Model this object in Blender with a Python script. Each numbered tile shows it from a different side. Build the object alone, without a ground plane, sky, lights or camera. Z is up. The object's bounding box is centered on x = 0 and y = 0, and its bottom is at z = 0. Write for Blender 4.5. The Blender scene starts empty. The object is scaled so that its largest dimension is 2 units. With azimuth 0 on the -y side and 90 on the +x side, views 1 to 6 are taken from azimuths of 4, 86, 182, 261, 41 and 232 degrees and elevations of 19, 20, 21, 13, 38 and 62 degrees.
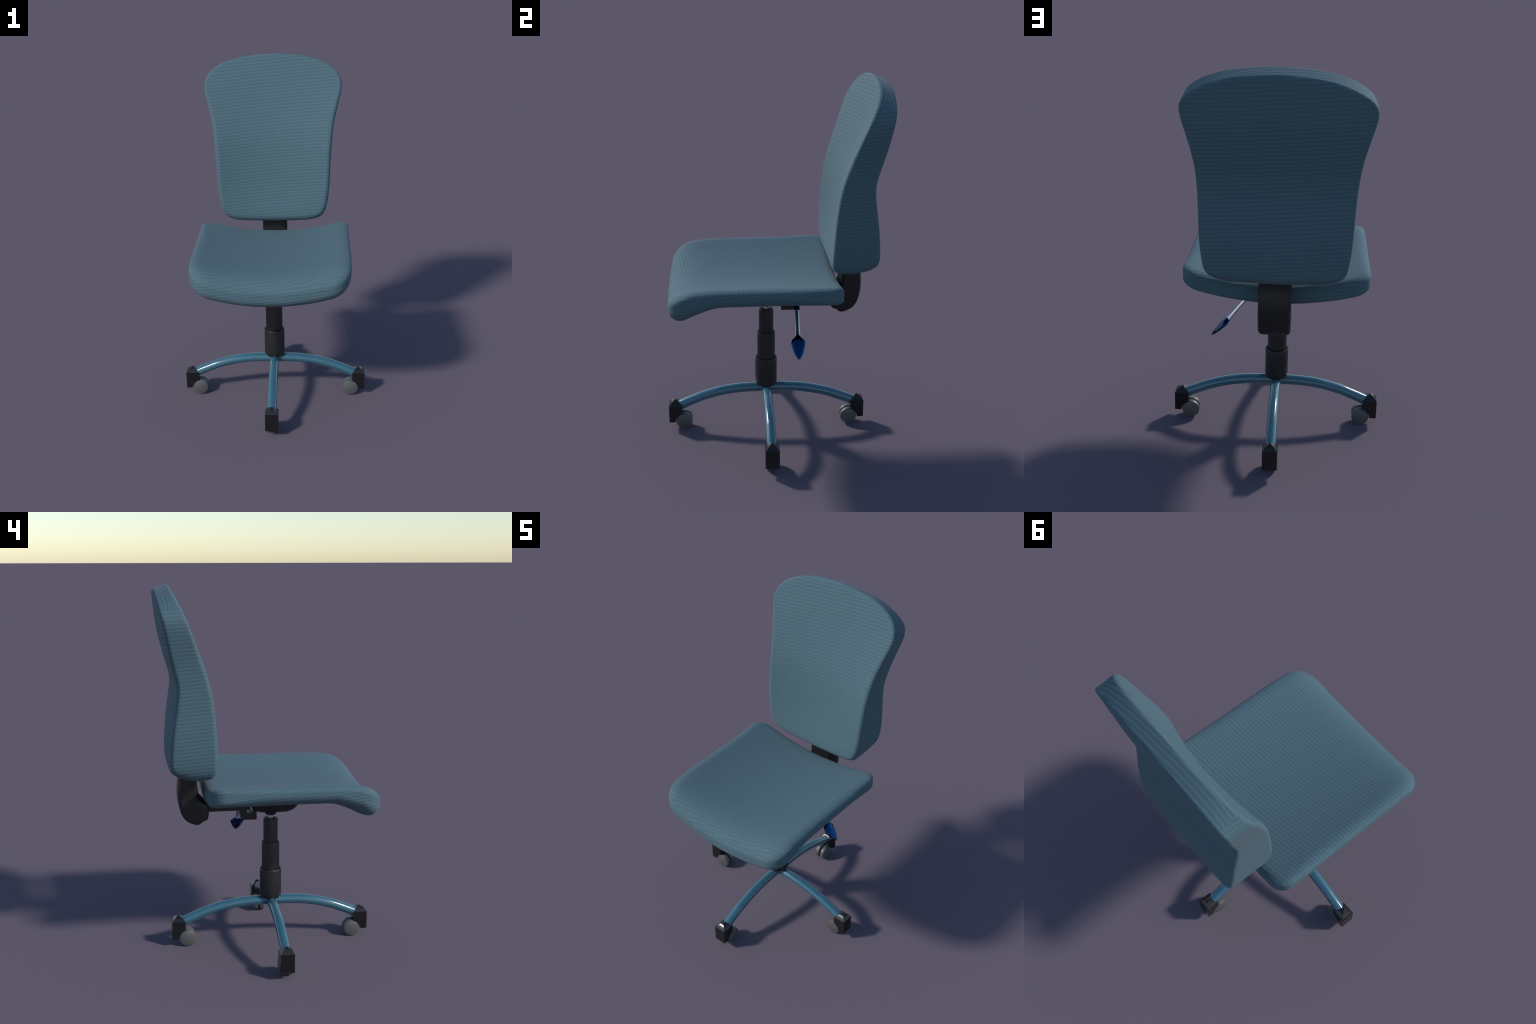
import bpy, bmesh, math
from mathutils import Vector, Matrix

# ---------------------------------------------------------------- helpers
def interp(x, table):
    """Smooth (monotone-ish cubic Hermite) interpolation of a small profile table."""
    if x <= table[0][0]:
        return table[0][1]
    n = len(table)
    for i in range(n - 1):
        x0, y0 = table[i]; x1, y1 = table[i + 1]
        if x <= x1:
            def slope(k):
                if k == 0: return (table[1][1] - table[0][1]) / (table[1][0] - table[0][0])
                if k == n - 1: return (table[-1][1] - table[-2][1]) / (table[-1][0] - table[-2][0])
                return (table[k + 1][1] - table[k - 1][1]) / (table[k + 1][0] - table[k - 1][0])
            h = x1 - x0; t = (x - x0) / h
            m0 = slope(i) * h; m1 = slope(i + 1) * h
            t2 = t * t; t3 = t2 * t
            return (2*t3 - 3*t2 + 1)*y0 + (t3 - 2*t2 + t)*m0 + (-2*t3 + 3*t2)*y1 + (t3 - t2)*m1
    return table[-1][1]

def smooth(a, b, x):
    t = max(0.0, min(1.0, (x - a) / (b - a)))
    return t * t * (3 - 2 * t)

def catmull(ctrl, per):
    """Closed Catmull-Rom curve through 2-D control points."""
    out = []; n = len(ctrl)
    for i in range(n):
        p0, p1, p2, p3 = (Vector(ctrl[(i + k - 1) % n]) for k in range(4))
        for s in range(per):
            t = s / per
            out.append(0.5 * ((2*p1) + (p2 - p0)*t + (2*p0 - 5*p1 + 4*p2 - p3)*t*t
                              + (3*p1 - p0 - 3*p2 + p3)*t*t*t))
    return out

def resample(poly, n):
    """Evenly spaced points along a closed polyline."""
    m = len(poly); acc = [0.0]
    for i in range(m):
        acc.append(acc[-1] + (poly[(i + 1) % m] - poly[i]).length)
    out = []; j = 0
    for k in range(n):
        d = acc[-1] * k / n
        while acc[j + 1] < d: j += 1
        t = (d - acc[j]) / max(1e-9, acc[j + 1] - acc[j])
        out.append(poly[j].lerp(poly[(j + 1) % m], t))
    return out

def normals2d(poly):
    n = len(poly); out = []
    for i in range(n):
        t = poly[(i + 1) % n] - poly[i - 1]
        v = Vector((t.y, -t.x)); out.append(v.normalized())
    return out

def finish(name, bm, mat, parent, smooth_angle=40, bevel=None):
    bmesh.ops.recalc_face_normals(bm, faces=bm.faces)
    me = bpy.data.meshes.new(name); bm.to_mesh(me); bm.free()
    return place(name, me, mat, parent, smooth_angle, bevel)

def place(name, me, mat, parent, smooth_angle=40, bevel=None):
    ob = bpy.data.objects.new(name, me)
    bpy.context.scene.collection.objects.link(ob)
    if mat and not me.materials: me.materials.append(mat)
    for p in me.polygons: p.use_smooth = True
    if smooth_angle is not None:
        me.set_sharp_from_angle(angle=math.radians(smooth_angle))
    if bevel:
        m = ob.modifiers.new("rounded_edges", 'BEVEL')
        m.width = bevel[0]; m.segments = bevel[1]; m.limit_method = 'ANGLE'
        m.angle_limit = math.radians(bevel[2] if len(bevel) > 2 else 35)
        m.harden_normals = True
    ob.parent = parent
    return ob

def bridge(bm, rings, close_start=True, close_end=True):
    vs = [[bm.verts.new(p) for p in r] for r in rings]
    for a, b in zip(vs[:-1], vs[1:]):
        n = len(a)
        for i in range(n):
            bm.faces.new((a[i], a[(i + 1) % n], b[(i + 1) % n], b[i]))
    if close_start: bm.faces.new(vs[0])
    if close_end: bm.faces.new(vs[-1])
    return vs

def lathe(profile, seg=48, centre=(0, 0)):
    """Solid of revolution about z from (radius, z) pairs."""
    bm = bmesh.new(); rings = []
    for r, z in profile:
        r = max(r, 1e-4)
        rings.append([(centre[0] + r * math.cos(2*math.pi*i/seg),
                       centre[1] + r * math.sin(2*math.pi*i/seg), z) for i in range(seg)])
    bridge(bm, rings)
    return bm

def sweep(points, radius_fn, seg=28, squash=(1, 1)):
    bm = bmesh.new(); rings = []; n = len(points)
    for k, p in enumerate(points):
        t = (points[min(k + 1, n - 1)] - points[max(k - 1, 0)]).normalized()
        side = t.cross(Vector((0, 0, 1)))
        if side.length < 1e-3: side = Vector((0, 1, 0))
        side.normalize(); up = side.cross(t).normalized()
        r = radius_fn(k / (n - 1))
        rings.append([p + side * (math.cos(a) * r * squash[0]) + up * (math.sin(a) * r * squash[1])
                      for a in (2*math.pi*i/seg for i in range(seg))])
    bridge(bm, rings)
    return bm

def extrude_profile(poly, half, axis='x'):
    """Prism of a 2-D polygon (u, z), thickness 2*half along the given axis."""
    bm = bmesh.new(); rings = []
    for s in (-half, half):
        rings.append([(s, u, z) if axis == 'x' else (u, s, z) for u, z in poly])
    bridge(bm, rings)
    return bm

def _box(x0, x1, y0, y1, z0, z1):
    bm = bmesh.new()
    bridge(bm, [[(x0, y0, z), (x1, y0, z), (x1, y1, z), (x0, y1, z)] for z in (z0, z1)])
    return bm

def cushion(outline, front, back, r_front, r_back, to3d, centre, arc=12, side=8, inner=22, depth=(1.0, 1.0)):
    """Upholstered pad: plan outline, a front and a back surface, and rounded edges.
    Rings run from the middle of the back, round the edge, to the middle of the front."""
    area = sum(outline[i - 1].x * outline[i].y - outline[i - 1].y * outline[i].x for i in range(len(outline)))
    if area < 0: outline = list(reversed(outline))
    nrm = normals2d(outline); rings = []
    c = Vector(centre)
    def ring(fn):
        rings.append([to3d(*fn(p, q)) for p, q in zip(outline, nrm)])
    def inset(p, q, d): return p - q * d
    p_inner = [1 - (k / inner) for k in range(1, inner)]          # 1..0 toward the centre
    def face_ring(s, surf, rad, sign):
        def fn(p, q):
            b = inset(p, q, rad(p)); m = c.lerp(b, s)
            return m.x, m.y, surf(m.x, m.y)
        ring(fn)
    def edge_ring(th, surf, rad, sign):
        def fn(p, q):
            r = rad(p); lim = 0.5 * abs(front(p.x, p.y) - back(p.x, p.y))
            rv = min(r * (depth[0] if surf is front else depth[1]), lim)
            m = inset(p, q, r * (1 - math.cos(th)))
            return m.x, m.y, surf(m.x, m.y) - sign * rv * (1 - math.sin(th))
        ring(fn)
    sgn = 1 if front(c.x, c.y) > back(c.x, c.y) else -1
    for s in reversed(p_inner): face_ring(s, back, r_back, -sgn)
    for k in range(arc + 1): edge_ring(math.pi/2 * (1 - k/arc), back, r_back, -sgn)
    for k in range(1, side):
        t = k / side
        def fn(p, q):
            lim = 0.5 * abs(front(p.x, p.y) - back(p.x, p.y))
            a = back(p.x, p.y) + sgn * min(r_back(p) * depth[1], lim)
            b = front(p.x, p.y) - sgn * min(r_front(p) * depth[0], lim)
            return p.x, p.y, a + (b - a) * t
        ring(fn)
    for k in range(arc + 1): edge_ring(math.pi/2 * (k/arc), front, r_front, sgn)
    for s in p_inner: face_ring(s, front, r_front, sgn)
    bm = bmesh.new()
    vs = bridge(bm, rings, False, False)
    for ringv, surf in ((vs[0], back), (vs[-1], front)):
        m = bm.verts.new(to3d(c.x, c.y, surf(c.x, c.y))); n = len(ringv)
        for i in range(n): bm.faces.new((ringv[i], ringv[(i + 1) % n], m))
    bmesh.ops.remove_doubles(bm, verts=bm.verts, dist=1e-6)
    return bm

# ---------------------------------------------------------------- materials
def new_mat(name):
    m = bpy.data.materials.new(name); m.use_nodes = True
    nt = m.node_tree
    return m, nt, nt.nodes["Principled BSDF"]

def grainy(name, colour, rough, metallic=0.0, spread=0.06, scale=60, coat=0.0, spec=0.5, bump=0.0):
    m, nt, b = new_mat(name); N = nt.nodes; L = nt.links
    tc = N.new("ShaderNodeTexCoord"); nz = N.new("ShaderNodeTexNoise")
    nz.inputs["Scale"].default_value = scale; nz.inputs["Detail"].default_value = 4
    L.new(tc.outputs["Object"], nz.inputs["Vector"])
    cr = N.new("ShaderNodeValToRGB")
    cr.color_ramp.elements[0].position = 0.3; cr.color_ramp.elements[1].position = 0.7
    cr.color_ramp.elements[0].color = (*[c * (1 - spread) for c in colour], 1)
    cr.color_ramp.elements[1].color = (*[min(1, c * (1 + spread)) for c in colour], 1)
    L.new(nz.outputs["Fac"], cr.inputs["Fac"]); L.new(cr.outputs["Color"], b.inputs["Base Color"])
    b.inputs["Roughness"].default_value = rough; b.inputs["Metallic"].default_value = metallic
    b.inputs["Coat Weight"].default_value = coat; b.inputs["Coat Roughness"].default_value = 0.05
    b.inputs["Specular IOR Level"].default_value = spec
    if bump:
        bp = N.new("ShaderNodeBump"); bp.inputs["Strength"].default_value = bump
        bp.inputs["Distance"].default_value = 0.001
        L.new(nz.outputs["Fac"], bp.inputs["Height"]); L.new(bp.outputs["Normal"], b.inputs["Normal"])
    return m

def ribbed_fabric(name, tilt):
    """Knitted upholstery: horizontal ribs about 19 mm apart; on level faces they run across the depth."""
    m, nt, b = new_mat(name); N = nt.nodes; L = nt.links
    def math_node(op, a=None, bb=None, cc=None, clamp=False):
        n = N.new("ShaderNodeMath"); n.operation = op; n.use_clamp = clamp
        for i, v in enumerate((a, bb, cc)):
            if v is None: continue
            if isinstance(v, (int, float)): n.inputs[i].default_value = v
            else: L.new(v, n.inputs[i])
        return n.outputs[0]
    tc = N.new("ShaderNodeTexCoord"); geo = N.new("ShaderNodeNewGeometry")
    so = N.new("ShaderNodeSeparateXYZ"); L.new(tc.outputs["Object"], so.inputs[0])
    sn = N.new("ShaderNodeSeparateXYZ"); L.new(tc.outputs["Normal"], sn.inputs[0])
    x, y, z = so.outputs; nx, ny, nz_ = sn.outputs
    # slow waviness of the ribs
    wob = N.new("ShaderNodeTexNoise"); wob.inputs["Scale"].default_value = 9; wob.inputs["Detail"].default_value = 1
    L.new(tc.outputs["Object"], wob.inputs["Vector"])
    wob_v = math_node('MULTIPLY', math_node('SUBTRACT', wob.outputs["Fac"], 0.5), 0.0045)
    # cloth laid a few degrees off level, the same way on every side
    def rib(coord):
        ph = math_node('MULTIPLY', math_node('ADD', coord, wob_v), 2 * math.pi / RIB_PITCH)
        return math_node('MULTIPLY_ADD', math_node('SINE', ph), 0.5, 0.5)
    def blend(fac, a, c):
        mx = N.new("ShaderNodeMix"); mx.data_type = 'FLOAT'
        L.new(fac, mx.inputs["Factor"]); L.new(a, mx.inputs["A"]); L.new(c, mx.inputs["B"])
        return mx.outputs["Result"]
    def step(value, lo, hi):
        mr = N.new("ShaderNodeMapRange"); mr.interpolation_type = 'SMOOTHSTEP'
        mr.inputs["From Min"].default_value = lo; mr.inputs["From Max"].default_value = hi
        L.new(value, mr.inputs["Value"]); return mr.outputs["Result"]
    # on each side of the pad the ribs climb gently to the right, as seen from that side
    facing_x = math_node('MULTIPLY', math_node('MULTIPLY', y, math_node('SIGN', nx)), -tilt)
    facing_y = math_node('MULTIPLY', math_node('MULTIPLY', x, math_node('SIGN', ny)), tilt)
    rib_x = rib(math_node('ADD', z, facing_x)); rib_y = rib(math_node('ADD', z, facing_y))
    rib_z = rib(math_node('ADD', y, math_node('MULTIPLY', x, -tilt)))
    sideways = step(math_node('SUBTRACT', math_node('ABSOLUTE', nx), math_node('ABSOLUTE', ny)), -0.25, 0.25)
    ribs = blend(step(math_node('ABSOLUTE', nz_), 0.58, 0.76), blend(sideways, rib_y, rib_x), rib_z)
    # knit grain
    kn = N.new("ShaderNodeTexNoise"); kn.inputs["Scale"].default_value = 130; kn.inputs["Detail"].default_value = 3
    L.new(tc.outputs["Object"], kn.inputs["Vector"])
    grain = math_node('SUBTRACT', kn.outputs["Fac"], 0.5)
    tone = math_node('ADD', math_node('MULTIPLY_ADD', ribs, 0.88, 0.06), math_node('MULTIPLY', grain, 1.3), clamp=True)
    cr = N.new("ShaderNodeValToRGB")
    cr.color_ramp.elements[0].position = 0.0; cr.color_ramp.elements[1].position = 0.90
    cr.color_ramp.elements[0].color = (*FABRIC_DARK, 1); cr.color_ramp.elements[1].color = (*FABRIC_LIGHT, 1)
    L.new(tone, cr.inputs["Fac"]); L.new(cr.outputs["Color"], b.inputs["Base Color"])
    h = math_node('ADD', ribs, math_node('MULTIPLY', grain, 0.6))
    bp = N.new("ShaderNodeBump"); bp.inputs["Strength"].default_value = 0.38
    bp.inputs["Distance"].default_value = 0.0015
    L.new(h, bp.inputs["Height"]); L.new(bp.outputs["Normal"], b.inputs["Normal"])
    b.inputs["Roughness"].default_value = 0.85; b.inputs["Specular IOR Level"].default_value = 0.25
    b.inputs["Sheen Weight"].default_value = 0.05; b.inputs["Sheen Roughness"].default_value = 0.5
    return m

RIB_PITCH = 0.0190
FABRIC_DARK = (0.0655, 0.1165, 0.1425)
FABRIC_LIGHT = (0.079, 0.143, 0.173)

BACK_FABRIC = ribbed_fabric("ribbed_teal_backrest_fabric", 0.083)
SEAT_FABRIC = ribbed_fabric("ribbed_teal_seat_fabric", 0.140)
PLASTIC = grainy("black_plastic", (0.0105, 0.0105, 0.0108), 0.45, spread=0.10, scale=90, bump=0.05)
CAP_PLASTIC = grainy("black_caster_plastic", (0.0100, 0.0100, 0.0102), 0.24, spread=0.10, scale=90, bump=0.04)
COLUMN = grainy("dark_column_plastic", (0.0130, 0.0130, 0.0135), 0.45, spread=0.10, scale=70)
PAINT = grainy("glossy_blue_paint", (0.041, 0.126, 0.176), 0.14, spread=0.03, scale=20, coat=0.6)
CHROME = grainy("chrome", (0.80, 0.81, 0.83), 0.07, metallic=1.0, spread=0.02, scale=30)
BLUE_METAL = grainy("polished_blue_metal", (0.008, 0.048, 0.150), 0.10, metallic=1.0, spread=0.02, scale=30)
TYRE = grainy("grey_wheel_plastic", (0.088, 0.090, 0.092), 0.45, spread=0.06, scale=80)

# ---------------------------------------------------------------- the chair
root = bpy.data.objects.new("office_chair", None)
bpy.context.scene.collection.objects.link(root)
root["label"] = "teal ribbed swivel office chair on four blue legs with casters"
root["category"] = "office chair"

AXIS_Y = -0.034            # the column stands a little forward of the centre

# ---- seat: saddle-shaped pad with a waterfall front lip
TOP_DROP = [(-0.56, 0.047), (-0.50, 0.024), (-0.45, 0.0105), (-0.40, 0.004), (-0.30, 0.0), (0.36, 0.0)]
BOT_DROP = [(-0.56, 0.084), (-0.52, 0.083), (-0.48, 0.072), (-0.44, 0.052), (-0.39, 0.030),
            (-0.33, 0.008), (-0.28, 0.0), (0.36, 0.0)]
def seat_top(x, y): return 0.947 + 0.332 * x * x - interp(y, TOP_DROP)
def seat_bottom(x, y): return 0.846 + 0.355 * x * x - interp(y, BOT_DROP)
def seat_outline():
    w, yb, yf = 0.452, 0.342, -0.560
    rb, rf = 0.080, 0.114
    pts = []
    def corner(cx, cy, r, a0):
        for k in range(13):
            a = math.radians(a0 + 90 * k / 12)
            pts.append(Vector((cx + r * math.cos(a), cy + r * math.sin(a))))
    corner(w - rb, yb - rb, rb, 0)
    corner(-w + rb, yb - rb, rb, 90)
    corner(-w + rf, yf + rf, rf, 180)
    for k in range(1, 20):                                   # gently bowed front edge
        t = -1 + 2 * k / 20
        pts.append(Vector(((w - rf) * t, yf - 0.010 * (1 - t * t))))
    corner(w - rf, yf + rf, rf, 270)
    for p in pts:                                            # sides draw in slightly toward the front
        p.x *= 1 - 0.010 * smooth(0.0, -0.50, p.y)
    return resample(pts, 220)
def lip(p, back_r, front_r): return back_r + (front_r - back_r) * smooth(-0.30, -0.52, p.y)
def seat_to3d(x, y, d):
    # the drooping front corners draw in under the lip
    low = max(0.0, min(1.0, (seat_top(x, y) - d) / 0.12))
    return (x * (1 - 0.020 * low * smooth(-0.28, -0.50, y)) - 0.002, y + 0.005 * low * smooth(-0.42, -0.54, y), d)
bm = cushion(seat_outline(), seat_top, seat_bottom,
             lambda p: lip(p, 0.066 - 0.020 * smooth(0.0, 0.33, p.y), 0.080),
             lambda p: lip(p, 0.060 - 0.026 * smooth(0.05, 0.30, p.y), 0.080),
             seat_to3d, (0.0, -0.10), depth=(0.62, 0.72))
finish("seat", bm, SEAT_FABRIC, root, None)

# ---- backrest: tall pad, wide at the shoulders, waisted in profile
WIDTH = [(0.000, 2.0085), (0.125, 2.002), (0.235, 1.984), (0.322, 1.952), (0.382, 1.909), (0.410, 1.862),
         (0.417, 1.820), (0.411, 1.775), (0.392, 1.700), (0.373, 1.620), (0.361, 1.540), (0.354, 1.460),
         (0.349, 1.380), (0.3455, 1.300), (0.341, 1.220), (0.336, 1.170), (0.328, 1.120), (0.318, 1.078),
         (0.301, 1.046), (0.264, 1.023), (0.190, 1.011), (0.000, 1.006)]
EDGE_FRONT = [(1.00, 0.292), (1.06, 0.287), (1.10, 0.285), (1.14, 0.285), (1.22, 0.288), (1.30, 0.292),
              (1.38, 0.300), (1.46, 0.311), (1.54, 0.330), (1.62, 0.356), (1.70, 0.386), (1.78, 0.417),
              (1.86, 0.449), (1.94, 0.484), (2.00, 0.511)]
EDGE_BACK = [(1.00, 0.510), (1.06, 0.525), (1.10, 0.530), (1.14, 0.530), (1.22, 0.524), (1.30, 0.515),
             (1.38, 0.503), (1.46, 0.493), (1.50, 0.492), (1.54, 0.497), (1.62, 0.517), (1.70, 0.536),
             (1.78, 0.551), (1.86, 0.563), (1.94, 0.573), (2.00, 0.586)]
HOLLOW = [(1.00, 0.004), (1.08, 0.014), (1.15, 0.026), (1.30, 0.039), (1.60, 0.037), (1.80, 0.023), (2.00, 0.0)]
BULGE = [(1.00, 0.012), (1.30, 0.013), (1.45, 0.012), (1.60, 0.017), (1.80, 0.021), (1.92, 0.014), (2.00, 0.004)]
SIDE_W = [(1.0, 0.33), (1.2, 0.34), (1.5, 0.357), (1.7, 0.39), (1.85, 0.42), (2.0, 0.42)]
def back_front(x, z):
    w = interp(z, SIDE_W)
    return interp(z, EDGE_FRONT) + interp(z, HOLLOW) * (1 - min(1.0, (x / w) ** 2))
def back_rear(x, z):
    w = interp(z, SIDE_W)
    return interp(z, EDGE_BACK) + interp(z, BULGE) * (1 - min(1.0, (x / w) ** 2))
WIDTH = [(x + (0.0008 if x > 0.2 else 0.0), z) for x, z in WIDTH]
ctrl = WIDTH + [(-x, z) for x, z in reversed(WIDTH[1:-1])]
outline = resample(catmull(ctrl, 12), 240)
def back_to3d(x, z, y):
    # the top edge face falls toward the rear
    slope = 0.42 * smooth(1.82, 1.98, z)
    sag = 0.010 * smooth(1.08, 1.00, z) * math.sin(math.pi * max(0, min(1, (y - 0.30) / 0.20)))
    lift = 0.018 * smooth(1.10, 1.00, z) * smooth(0.38, 0.54, y)
    return (x - 0.005, y, z + lift - sag - slope * (y - back_front(x, z)))
bm = cushion(outline, back_front, back_rear, lambda p: 0.029 - 0.014 * smooth(1.62, 1.90, p.y) + 0.010 * smooth(1.12, 1.02, p.y),
             lambda p: 0.020 + 0.024 * smooth(1.12, 1.02, p.y) - 0.008 * smooth(1.70, 1.92, p.y),
             back_to3d, (0.0, 1.50), inner=30, side=10)
finish("backrest", bm, BACK_FABRIC, root, None)

# ---- rear bracket that carries the backrest
def rounded_prism(poly, half, r, to3d, arc=6):
    """Thick plate of a smooth outline with well rounded rims."""
    area = sum(poly[i - 1].x * poly[i].y - poly[i - 1].y * poly[i].x for i in range(len(poly)))
    if area < 0: poly = list(reversed(poly))
    nrm = normals2d(poly); rings = []
    for sgn in (-1, 1):
        for k in range(arc + 1):
            th = math.pi / 2 * k / arc if sgn < 0 else math.pi / 2 * (1 - k / arc)
            d = r * (1 - math.sin(th)); off = sgn * (half - r * (1 - math.cos(th)))
            rings.append([to3d(off, *(p - q * d)) for p, q in zip(poly, nrm)])
    bm = bmesh.new(); bridge(bm, rings); return bm

ARM = [(0.474, 1.08), (0.474, 0.985), (0.481, 0.920), (0.482, 0.870), (0.476, 0.820), (0.463, 0.776),
       (0.442, 0.745), (0.412, 0.726), (0.381, 0.717), (0.364, 0.721), (0.351, 0.733), (0.335, 0.739),
       (0.322, 0.749), (0.316, 0.778), (0.317, 0.815), (0.326, 0.838), (0.348, 0.853), (0.366, 0.873), (0.373, 0.905),
       (0.378, 0.970), (0.379, 1.08)]
bm = rounded_prism(resample(catmull(ARM, 8), 120), 0.0765, 0.020, lambda d, y, z: (d - 0.003, y, z))
finish("back_bracket", bm, PLASTIC, root, 50)

# ---- under-seat mechanism
bm = cushion(resample(catmull([(0.115, -0.10), (0.095, 0.055), (0, 0.085), (-0.095, 0.055), (-0.115, -0.10),
                               (-0.09, -0.172), (0, -0.187), (0.09, -0.172)], 12), 80),
             lambda x, y: 0.875, lambda x, y: 0.771 + 0.4 * x * x + 0.02 * smooth(-0.10, -0.19, y),
             lambda p: 0.01, lambda p: 0.05, lambda x, y, d: (x, y, d), (0.0, -0.06), inner=8, arc=8)
mech = finish("seat_mechanism", bm, PLASTIC, root, 40)
finish("support_bar", _box(-0.050, 0.050, 0.085, 0.335, 0.784, 0.840), PLASTIC, mech, 40, bevel=(0.004, 2))
HOOK = [(0.048, 0.724), (0.125, 0.724), (0.138, 0.738), (0.141, 0.800), (0.112, 0.800)]
HOOK += [(0.086 + 0.018 * math.cos(a), 0.777 - 0.017 * math.sin(a)) for a in (math.pi * k / 10 for k in range(1, 10))]
HOOK += [(0.062, 0.790), (0.048, 0.790)]
finish("lever_bracket", extrude_profile(HOOK, 0.030), PLASTIC, mech, 40, bevel=(0.0025, 2))

# ---- height lever: chrome rod with a spade-shaped blue grip
A = Vector((0.100, 0.124, 0.848)); NECK = Vector((0.2405, 0.1205, 0.6635)); TIP = Vector((0.3295, 0.1202, 0.5665))
rod_pts = [A.lerp(NECK, k / 12) for k in range(13)]
rod = finish("height_lever", sweep(rod_pts, lambda t: 0.0088 + 0.0028 * smooth(0.9, 1.0, t) + 0.002 * smooth(0.5, 0.2, t), 24, (1.28, 1.0)),
             CHROME, root, 50)
d = (TIP - NECK)
GRIP = [(0.0, 0.0105), (0.04, 0.0125), (0.10, 0.0195), (0.18, 0.0290), (0.25, 0.0325), (0.32, 0.0330), (0.45, 0.0295),
        (0.60, 0.0255), (0.75, 0.0198), (0.87, 0.0133), (0.95, 0.0080), (0.985, 0.0042), (1.0, 0.0008)]
GRIP_T = [(0.0, 0.0100), (0.10, 0.0130), (0.18, 0.0148), (0.30, 0.0140), (0.60, 0.0108), (0.85, 0.0070), (0.96, 0.0045), (1.0, 0.001)]
def grip():
    bm = bmesh.new(); rings = []
    t = d.normalized(); side = Vector((0, 1, 0)); up = t.cross(side).normalized()
    for k in range(41):
        s = (k / 40); s = s if k < 36 else s
        w = 1.15 * interp(s, GRIP); h = interp(s, GRIP_T)
        rings.append([NECK + d * s + side * (w * math.cos(a)) + up * (h * math.sin(a))
                      for a in (2 * math.pi * i / 36 for i in range(36))])
    bridge(bm, rings); return bm
finish("grip", grip(), BLUE_METAL, rod, 60)
band_pts = [A.lerp(NECK, s) for s in (0.0, 0.15, 0.30, 0.40)]  # dark blue band seen at the rod's upper end
finish("dark_blue_rod_band", sweep(band_pts, lambda t: 0.0125, 24, (1.22, 1.0)), BLUE_METAL, rod, 50)

# ---- gas column: three telescoping sleeves, piston and collar
C = (0.0, AXIS_Y)
lower = finish("gas_column", lathe([(0.0, 0.258), (0.044, 0.258), (0.053, 0.262), (0.0585, 0.270), (0.0605, 0.283),
        (0.0605, 0.424), (0.0598, 0.4285), (0.0580, 0.4310), (0.0545, 0.4310), (0.0530, 0.4290), (0.0525, 0.420), (0.0, 0.420)],
        56, C), COLUMN, root, 40)
finish("middle_sleeve", lathe([(0.0, 0.400), (0.0495, 0.400), (0.0495, 0.5815), (0.0488, 0.5855), (0.0472, 0.5875),
        (0.0440, 0.5875), (0.0428, 0.586), (0.0425, 0.577), (0.0, 0.577)], 56, C), COLUMN, lower, 40)
finish("upper_sleeve", lathe([(0.0, 0.560), (0.0403, 0.560), (0.0403, 0.7175), (0.0395, 0.7215), (0.0375, 0.7235),
        (0.0270, 0.7235), (0.0255, 0.7215), (0.0250, 0.705), (0.0, 0.705)], 56, C), COLUMN, lower, 40)
finish("piston_rod", lathe([(0.0, 0.690), (0.0205, 0.690), (0.0205, 0.755), (0.0, 0.755)], 40, C), CHROME, lower, 40)
finish("column_collar", lathe([(0.0, 0.7435), (0.024, 0.7435), (0.0295, 0.747), (0.0322, 0.754), (0.0322, 0.775), (0.0, 0.775)], 48, C),
       PLASTIC, lower, 40)

# ---- four arched tube legs, each ending in a twin-wheel caster
def leg_mesh(reach):
    ctrl = [(-0.01, 0.2435), (0.06, 0.2430), (0.12, 0.2415), (0.19, 0.2350), (0.25, 0.2245), (0.312, 0.2085), (0.36, 0.1930),
            (0.405, 0.1745), (0.445, 0.1575), (0.490, 0.1365)]
    k = reach / 0.507
    pts = [Vector((r * k, 0, interp(r, ctrl) - 0.0030)) for r in (-0.01 + 0.50 * i / 40 for i in range(41))]
    return sweep(pts, lambda t: 0.0272, 32)

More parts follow.
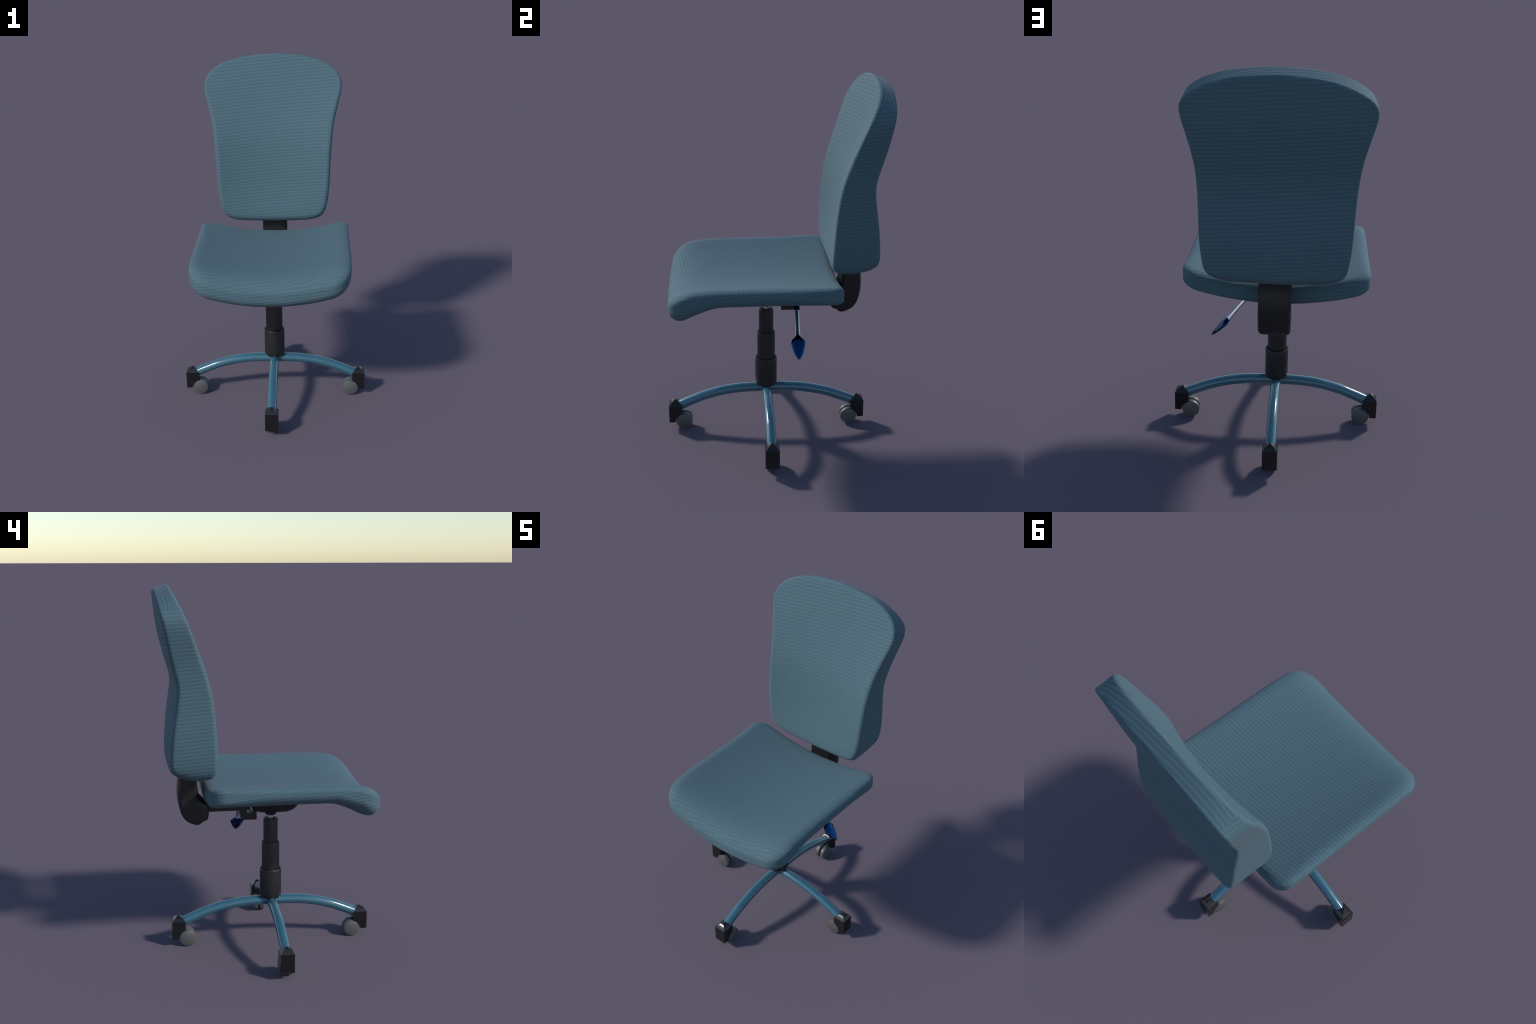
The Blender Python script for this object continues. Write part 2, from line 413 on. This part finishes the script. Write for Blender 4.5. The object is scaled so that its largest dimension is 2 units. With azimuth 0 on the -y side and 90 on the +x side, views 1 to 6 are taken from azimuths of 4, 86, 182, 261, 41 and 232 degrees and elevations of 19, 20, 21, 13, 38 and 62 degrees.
def caster_body():
    """Square cap over an arched cut-out, topped by a four-sided dome. Radial direction = +x."""
    h = 0.0370
    prof = [(h, 0.1465), (h, 0.0450), (0.0035, 0.0450)]
    cx, cz, R = -0.0480, 0.0475, 0.0490
    a0 = math.atan2(0.0450 - cz, 0.0035 - cx); a1 = math.acos((-h - cx) / R)
    for k in range(1, 15):
        a = a0 + (a1 - a0) * k / 14
        prof.append((cx + R * math.cos(a), cz + R * math.sin(a)))
    prof.append((-h, 0.1465))
    bm = extrude_profile(prof, h, 'y')
    edges = [e for e in bm.edges if len(e.link_faces) == 2 and e.calc_face_angle(0) > math.radians(50)]
    bmesh.ops.recalc_face_normals(bm, faces=bm.faces)
    bmesh.ops.bevel(bm, geom=edges, offset=0.0022, segments=2, profile=0.5, affect='EDGES')
    hd = 0.0356; n = 12; rise = 0.0300; z0 = 0.1460
    for q in range(4):                                       # one curved triangle per side
        rot = Matrix.Rotation(q * math.pi / 2, 3, 'Z'); rows = []
        for i in range(n + 1):
            t = 1 - i / n
            z = z0 + rise * (1 - t ** 1.65)
            if i == n: rows.append([bm.verts.new(rot @ Vector((0, 0, z)))])
            else: rows.append([bm.verts.new(rot @ Vector((hd * t, hd * t * (-1 + 2 * j / 8), z))) for j in range(9)])
        for a, b in zip(rows[:-1], rows[1:]):
            for j in range(8):
                if len(b) == 1: bm.faces.new((a[j], a[j + 1], b[0]))
                else: bm.faces.new((a[j], a[j + 1], b[j + 1], b[j]))
    me = bpy.data.meshes.new("caster")
    bm.normal_update(); bm.to_mesh(me); bm.free()
    return me

def wheel_mesh():
    R, w, ch = 0.0468, 0.0270, 0.0045
    prof = [(0.0, 0.0), (R - 0.003, 0.0), (R - 0.0008, 0.001), (R, 0.003), (R, w - ch), (R - 0.0012, w - 0.0018), (R - 0.0035, w - 0.0002), (0.0, w)]
    bm = lathe(prof, 40)
    bmesh.ops.rotate(bm, verts=bm.verts, matrix=Matrix.Rotation(-math.pi / 2, 3, 'X'))   # axis z -> +y
    bmesh.ops.recalc_face_normals(bm, faces=bm.faces)
    me = bpy.data.meshes.new("wheel"); bm.to_mesh(me); bm.free()
    return me

def hub_mesh():
    bm = lathe([(0.0, -0.008), (0.030, -0.008), (0.030, 0.008), (0.0, 0.008)], 32)
    bmesh.ops.rotate(bm, verts=bm.verts, matrix=Matrix.Rotation(-math.pi / 2, 3, 'X'))
    bmesh.ops.recalc_face_normals(bm, faces=bm.faces)
    me = bpy.data.meshes.new("axle"); bm.to_mesh(me); bm.free()
    return me

caster_me, wheel_me, axle_me = caster_body(), wheel_mesh(), hub_mesh()
leg_cache = {}
for angle, reach in ((-90, 0.5205), (0, 0.5095), (90, 0.5240), (180, 0.5095)):
    if reach not in leg_cache:
        bm = leg_mesh(reach); bmesh.ops.recalc_face_normals(bm, faces=bm.faces)
        me = bpy.data.meshes.new("leg"); bm.to_mesh(me); bm.free(); leg_cache[reach] = me
    leg = place("leg", leg_cache[reach], PAINT, root, 50)
    leg.location = (0, AXIS_Y, 0); leg.rotation_euler = (0, 0, math.radians(angle))
    c = place("caster", caster_me, CAP_PLASTIC, root, 28)
    c.location = Vector((0, AXIS_Y, 0)) + Matrix.Rotation(math.radians(angle), 3, 'Z') @ Vector((reach, 0, 0))
    c.rotation_euler = (0, 0, math.radians(angle))
    for s in (1, -1):
        w = place("wheel", wheel_me, TYRE, c, 35)
        w.location = (-0.0480, s * 0.0060, 0.0468)
        w.rotation_euler = (0, 0, 0 if s > 0 else math.pi)
    ax = place("axle", axle_me, CAP_PLASTIC, c, 35); ax.location = (-0.0480, 0, 0.0468)
